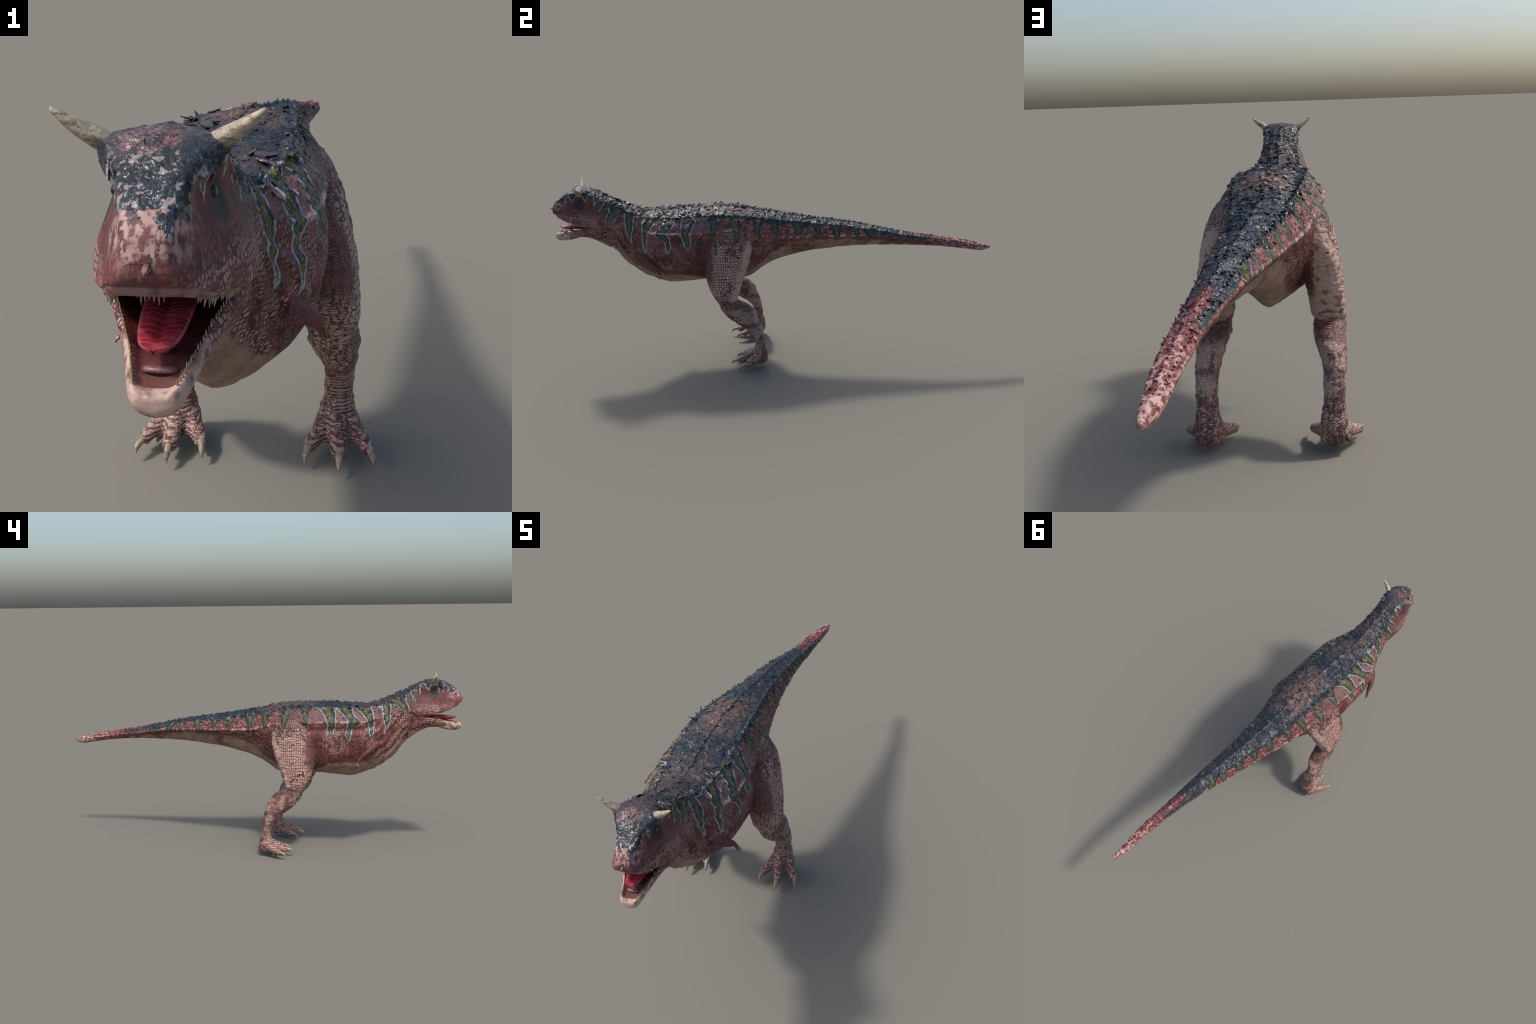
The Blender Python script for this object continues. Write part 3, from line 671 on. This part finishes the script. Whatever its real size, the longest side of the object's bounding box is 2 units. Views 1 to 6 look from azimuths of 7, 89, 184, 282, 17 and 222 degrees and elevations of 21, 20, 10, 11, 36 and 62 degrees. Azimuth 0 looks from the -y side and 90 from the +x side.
def tooth_shell(rows):
    s = Shell()
    for base, tip, r in rows:
        base, tip = np.array(base), np.array(tip); midp = .55 * base + .45 * tip + np.array([0, .0012, 0])
        s.loft(tube([tuple(base), tuple(midp), tuple(tip)], [r, r * .8, r * .12], n=7, steps=2))
    return s
up, lowt = [], []
for sx in (1, -1):
    for i, yy in enumerate(np.linspace(-.952, -.805, 25)):
        w = float(pchip(SKULL[:, 0], SKULL[:, 8], yy)[0]); zz = float(pchip(SKULL[:, 0], SKULL[:, 9], yy)[0]); cx = float(centre_x(yy))
        L = .0122 * RNG.uniform(.45, 1.2) * np.interp(yy, [-.98, -.93, -.80], [.75, 1.1, .6])
        up.append(((cx + sx * (w - .0075), yy, zz - .001), (cx + sx * (w - .0090 + RNG.normal(0, .0008)), yy + RNG.normal(.0005, .0014), zz - L - .002), .0020))
    for yy in np.linspace(-.974, -.83, 25):
        w, zr, zb, zf = pchip(JAW[:, 0], JAW[:, 1:], yy)[0]; cx = float(centre_x(yy))
        L = .0062 * RNG.uniform(.5, 1.3)
        lowt.append(((cx + sx * (w - .0065), yy, zr - .005), (cx + sx * (w - .006), yy + RNG.normal(0, .001), zr + L), .0015))
for xx in np.linspace(-.036, .036, 12):
    up.append(((.013 + .62 * xx, -.966 + 9 * xx * xx, .731), (.013 + .62 * xx, -.967 + 9 * xx * xx, .7215 + RNG.normal(0, .002)), .0014))
for k, (base, tip, r) in enumerate(up): solid('tooth', tooth_shell([(base, tip, r)]), M_TOOTH, PARTS['head'])
for base, tip, r in lowt: solid('tooth', tooth_shell([(base, tip, r)]), M_TOOTH, PARTS['lower_jaw'])

tg = []
for t in np.linspace(0, 1, 26):
    p = pchip([0, .3, .6, .85, 1], [(.001, -.80, .655), (.003, -.845, .664), (.007, -.895, .668), (.009, -.935, .666), (.010, -.963, .669)], t)[0]
    w = float(pchip([0, .3, .6, .85, .96, 1], [.026, .027, .025, .020, .0125, .003], t)[0]); th = float(pchip([0, .5, .85, 1], [.012, .011, .008, .0015], t)[0])
    ring = []
    for q in np.linspace(0, 2 * math.pi, 28, endpoint=False):
        c, d = math.cos(q), math.sin(q); groove = .35 * th * math.exp(-(c / .22) ** 2) * (d > 0) * (t < .93)
        ring.append((p[0] + w * c, p[1], p[2] + th * d - groove + .004 * c * c))
    tg.append(ring)
solid('tongue', Shell().loft(tg), M_TONGUE, PARTS['lower_jaw'])

# ------------------------------------------------------------------ scutes
body_bvh = BVHTree.FromPolygons([Vector(p) for p in V], [tuple(f) for f in F])
def shard(kind_rng):
    """A bony flake: broad root, pointed lifted trailing edge (+Y), about 1 long, with real thickness."""
    a = kind_rng.uniform(.35, .6); sk = kind_rng.uniform(-.35, .35); b = kind_rng.uniform(.25, .5)
    top = [(-a, -.5, .10), (a, -.45, .10), (sk + b * .5, .18, .30), (sk, .5, .42), (sk - b * .6, .1, .26)]
    bot = [(p * .96, q * .96 - .02, r - .16) for p, q, r in top]
    v = [(p, q, r - .14) for p, q, r in top + bot]; f = [(0, 1, 2, 3, 4), (9, 8, 7, 6, 5)] + [(i + 5, (i + 1) % 5 + 5, (i + 1) % 5, i) for i in range(5)]
    return v, f
def thorn(kind_rng):
    """A keeled thorn: four-sided pyramid with the tip leaning to the tail."""
    a = kind_rng.uniform(.32, .5); tip = (kind_rng.uniform(-.1, .1), kind_rng.uniform(.55, .85), kind_rng.uniform(.30, .55))
    v = [(-a, 0, -.15), (0, -.6, -.15), (a, 0, -.15), (0, .4, -.15), tip]
    return v, [(0, 1, 4), (1, 2, 4), (2, 3, 4), (3, 0, 4), (3, 2, 1, 0)]
def raw(name, v, f, mat):
    m = bpy.data.meshes.new(name); m.from_pydata(v, [], f); m.update(); m.materials.append(mat); return m
THORNS = [raw('scute_shape', *thorn(RNG), M_BODY) for _ in range(7)]

def surface_frame(p, n, yaw):
    n = Vector(n).normalized(); t = Vector((0, 1, 0)); t = (t - n * t.dot(n)).normalized(); b = t.cross(n)
    R = Matrix((b, t, n)).transposed().to_4x4()
    return Matrix.Translation(p) @ R @ Matrix.Rotation(yaw, 4, 'Z')

def hit_from(x, y, z, direction):
    r = body_bvh.ray_cast(Vector((x, y, z)), Vector(direction)); return r if r[0] is not None else None

count = 0
def place_scute(loc, nrm, size, parent, yaw=0.0):
    global count
    o = bpy.data.objects.new('scute', THORNS[count % len(THORNS)]); count += 1
    bpy.context.collection.objects.link(o); o.parent = parent
    o.matrix_world = surface_frame(loc, nrm, yaw + RNG.normal(0, .25)) @ Matrix.Diagonal((size * RNG.uniform(.7, 1.1), size * RNG.uniform(.8, 1.3), size * RNG.uniform(.7, 1.25), 1))

def region_at(y): return PARTS['head'] if y < -.735 else PARTS['neck'] if y < -.6 else PARTS['torso'] if y < -.02 else PARTS['tail']
yy = -.80
while yy < .955:                                           # row along the spine
    r = hit_from(float(centre_x(yy)) + RNG.normal(0, .002), yy, 1.2, (0, 0, -1))
    s = np.interp(yy, [-.8, -.6, 0, .6, .95], [.009, .014, .016, .013, .008]) * RNG.uniform(.8, 1.2)
    if r: place_scute(r[0], r[1], s, region_at(yy))
    yy += s * RNG.uniform(1.15, 1.6)
for sx in (1, -1):
    yy = -.78
    while yy < .94:                                        # rows along the back ridges
        w, zz = pchip(TRUNK[:, 0], TRUNK[:, 2:4], yy)[0]; cx = float(centre_x(yy))
        d = Vector((-sx * .8, 0, -.75)).normalized(); p = Vector((cx + sx * w, yy, zz)) - d * .1
        r = hit_from(*p, d)
        s = np.interp(yy, [-.8, -.6, 0, .6, .95], [.010, .015, .017, .013, .008]) * RNG.uniform(.8, 1.2)
        if r: place_scute(r[0], r[1], s, region_at(yy))
        yy += s * RNG.uniform(1.25, 1.8)
# loose flakes all over the back, upper flank and (rarely) the sides: uncounted stuff
fv, ff, fo_ = [], [], 0
pick_w = np.clip(back, 0, 1) + .22 * flank + .012 * np.isin(OWN, ['trunk', 'thigh+', 'thigh-', 'shank+', 'shank-', 'skull']) + .03 * ((y < -.58) & (z > .6))
pick_w *= (OWN != 'skull') | (z > .81) | (RNG.random(NV) < .05)
pick_w = pick_w * ((y > -.80) | (RNG.random(NV) < .22))
chosen = RNG.choice(NV, 1500, replace=False, p=pick_w / pick_w.sum())
for j in chosen:
    sz = np.clip(RNG.lognormal(math.log(.0118), .45), .004, .028) * np.interp(V[j, 1], [-.9, -.6, .2, 1], [.8, 1.1, .9, .55])
    if armour[j] < .2: sz *= .55
    v, f = shard(RNG)
    Mx = surface_frame(Vector(V[j]), NRM[j], RNG.normal(0, .45)) @ Matrix.Rotation(RNG.normal(-.08, .13), 4, 'X') @ Matrix.Diagonal((sz * RNG.uniform(.8, 1.3), sz, sz * RNG.uniform(.45, .9), 1))
    o = len(fv); fv += [tuple(Mx @ Vector(p)) for p in v]; ff += [tuple(i + o for i in q) for q in f]
flakes = bpy.data.objects.new('skin_flakes', raw('skin_flakes', fv, ff, M_BODY)); bpy.context.collection.objects.link(flakes)
flakes.parent = PARTS['torso']; flakes['kind'] = 'stuff'
# angular plates over the brows and crown
for sx in (1, -1):
    for k, (yy, zz, sz) in enumerate([(-.935, .812, .017), (-.915, .824, .020), (-.895, .832, .024), (-.872, .838, .022), (-.835, .836, .022), (-.80, .825, .020), (-.905, .805, .015), (-.875, .812, .017)]):
        r = hit_from(float(centre_x(yy)) + sx * .2, yy + RNG.normal(0, .003), zz, (-sx, 0, -.05))
        if not r: continue
        o = bpy.data.objects.new('brow_plate', raw('brow_plate', *shard(RNG), M_BODY)); bpy.context.collection.objects.link(o); o.parent = PARTS['head']
        o.matrix_world = surface_frame(r[0], r[1], sx * RNG.uniform(-.2, .6)) @ Matrix.Rotation(RNG.uniform(-.12, .06), 4, 'X') @ Matrix.Diagonal((sz, sz * RNG.uniform(.9, 1.3), sz * .5, 1))
for k in range(10):
    yy = RNG.uniform(-.90, -.77); r = hit_from(float(centre_x(yy)) + RNG.uniform(-.04, .04), yy, 1.2, (0, 0, -1))
    o = bpy.data.objects.new('crown_plate', raw('crown_plate', *shard(RNG), M_BODY)); bpy.context.collection.objects.link(o); o.parent = PARTS['head']
    sz = RNG.uniform(.013, .026); o.matrix_world = surface_frame(r[0], r[1], RNG.normal(0, .5)) @ Matrix.Rotation(RNG.uniform(-.12, .05), 4, 'X') @ Matrix.Diagonal((sz, sz, sz * .5, 1))
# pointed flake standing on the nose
solid('nose_spike', Shell().loft(tube([(.016, -.978, .762), (.016, -.990, .760), (.016, -1.0, .758)], [.006, .004, .0005], n=6)), M_BODY, PARTS['head'], True)
print('verts', NV, 'scutes', count, {k: int((lab == k).sum()) for k in set(lab)})
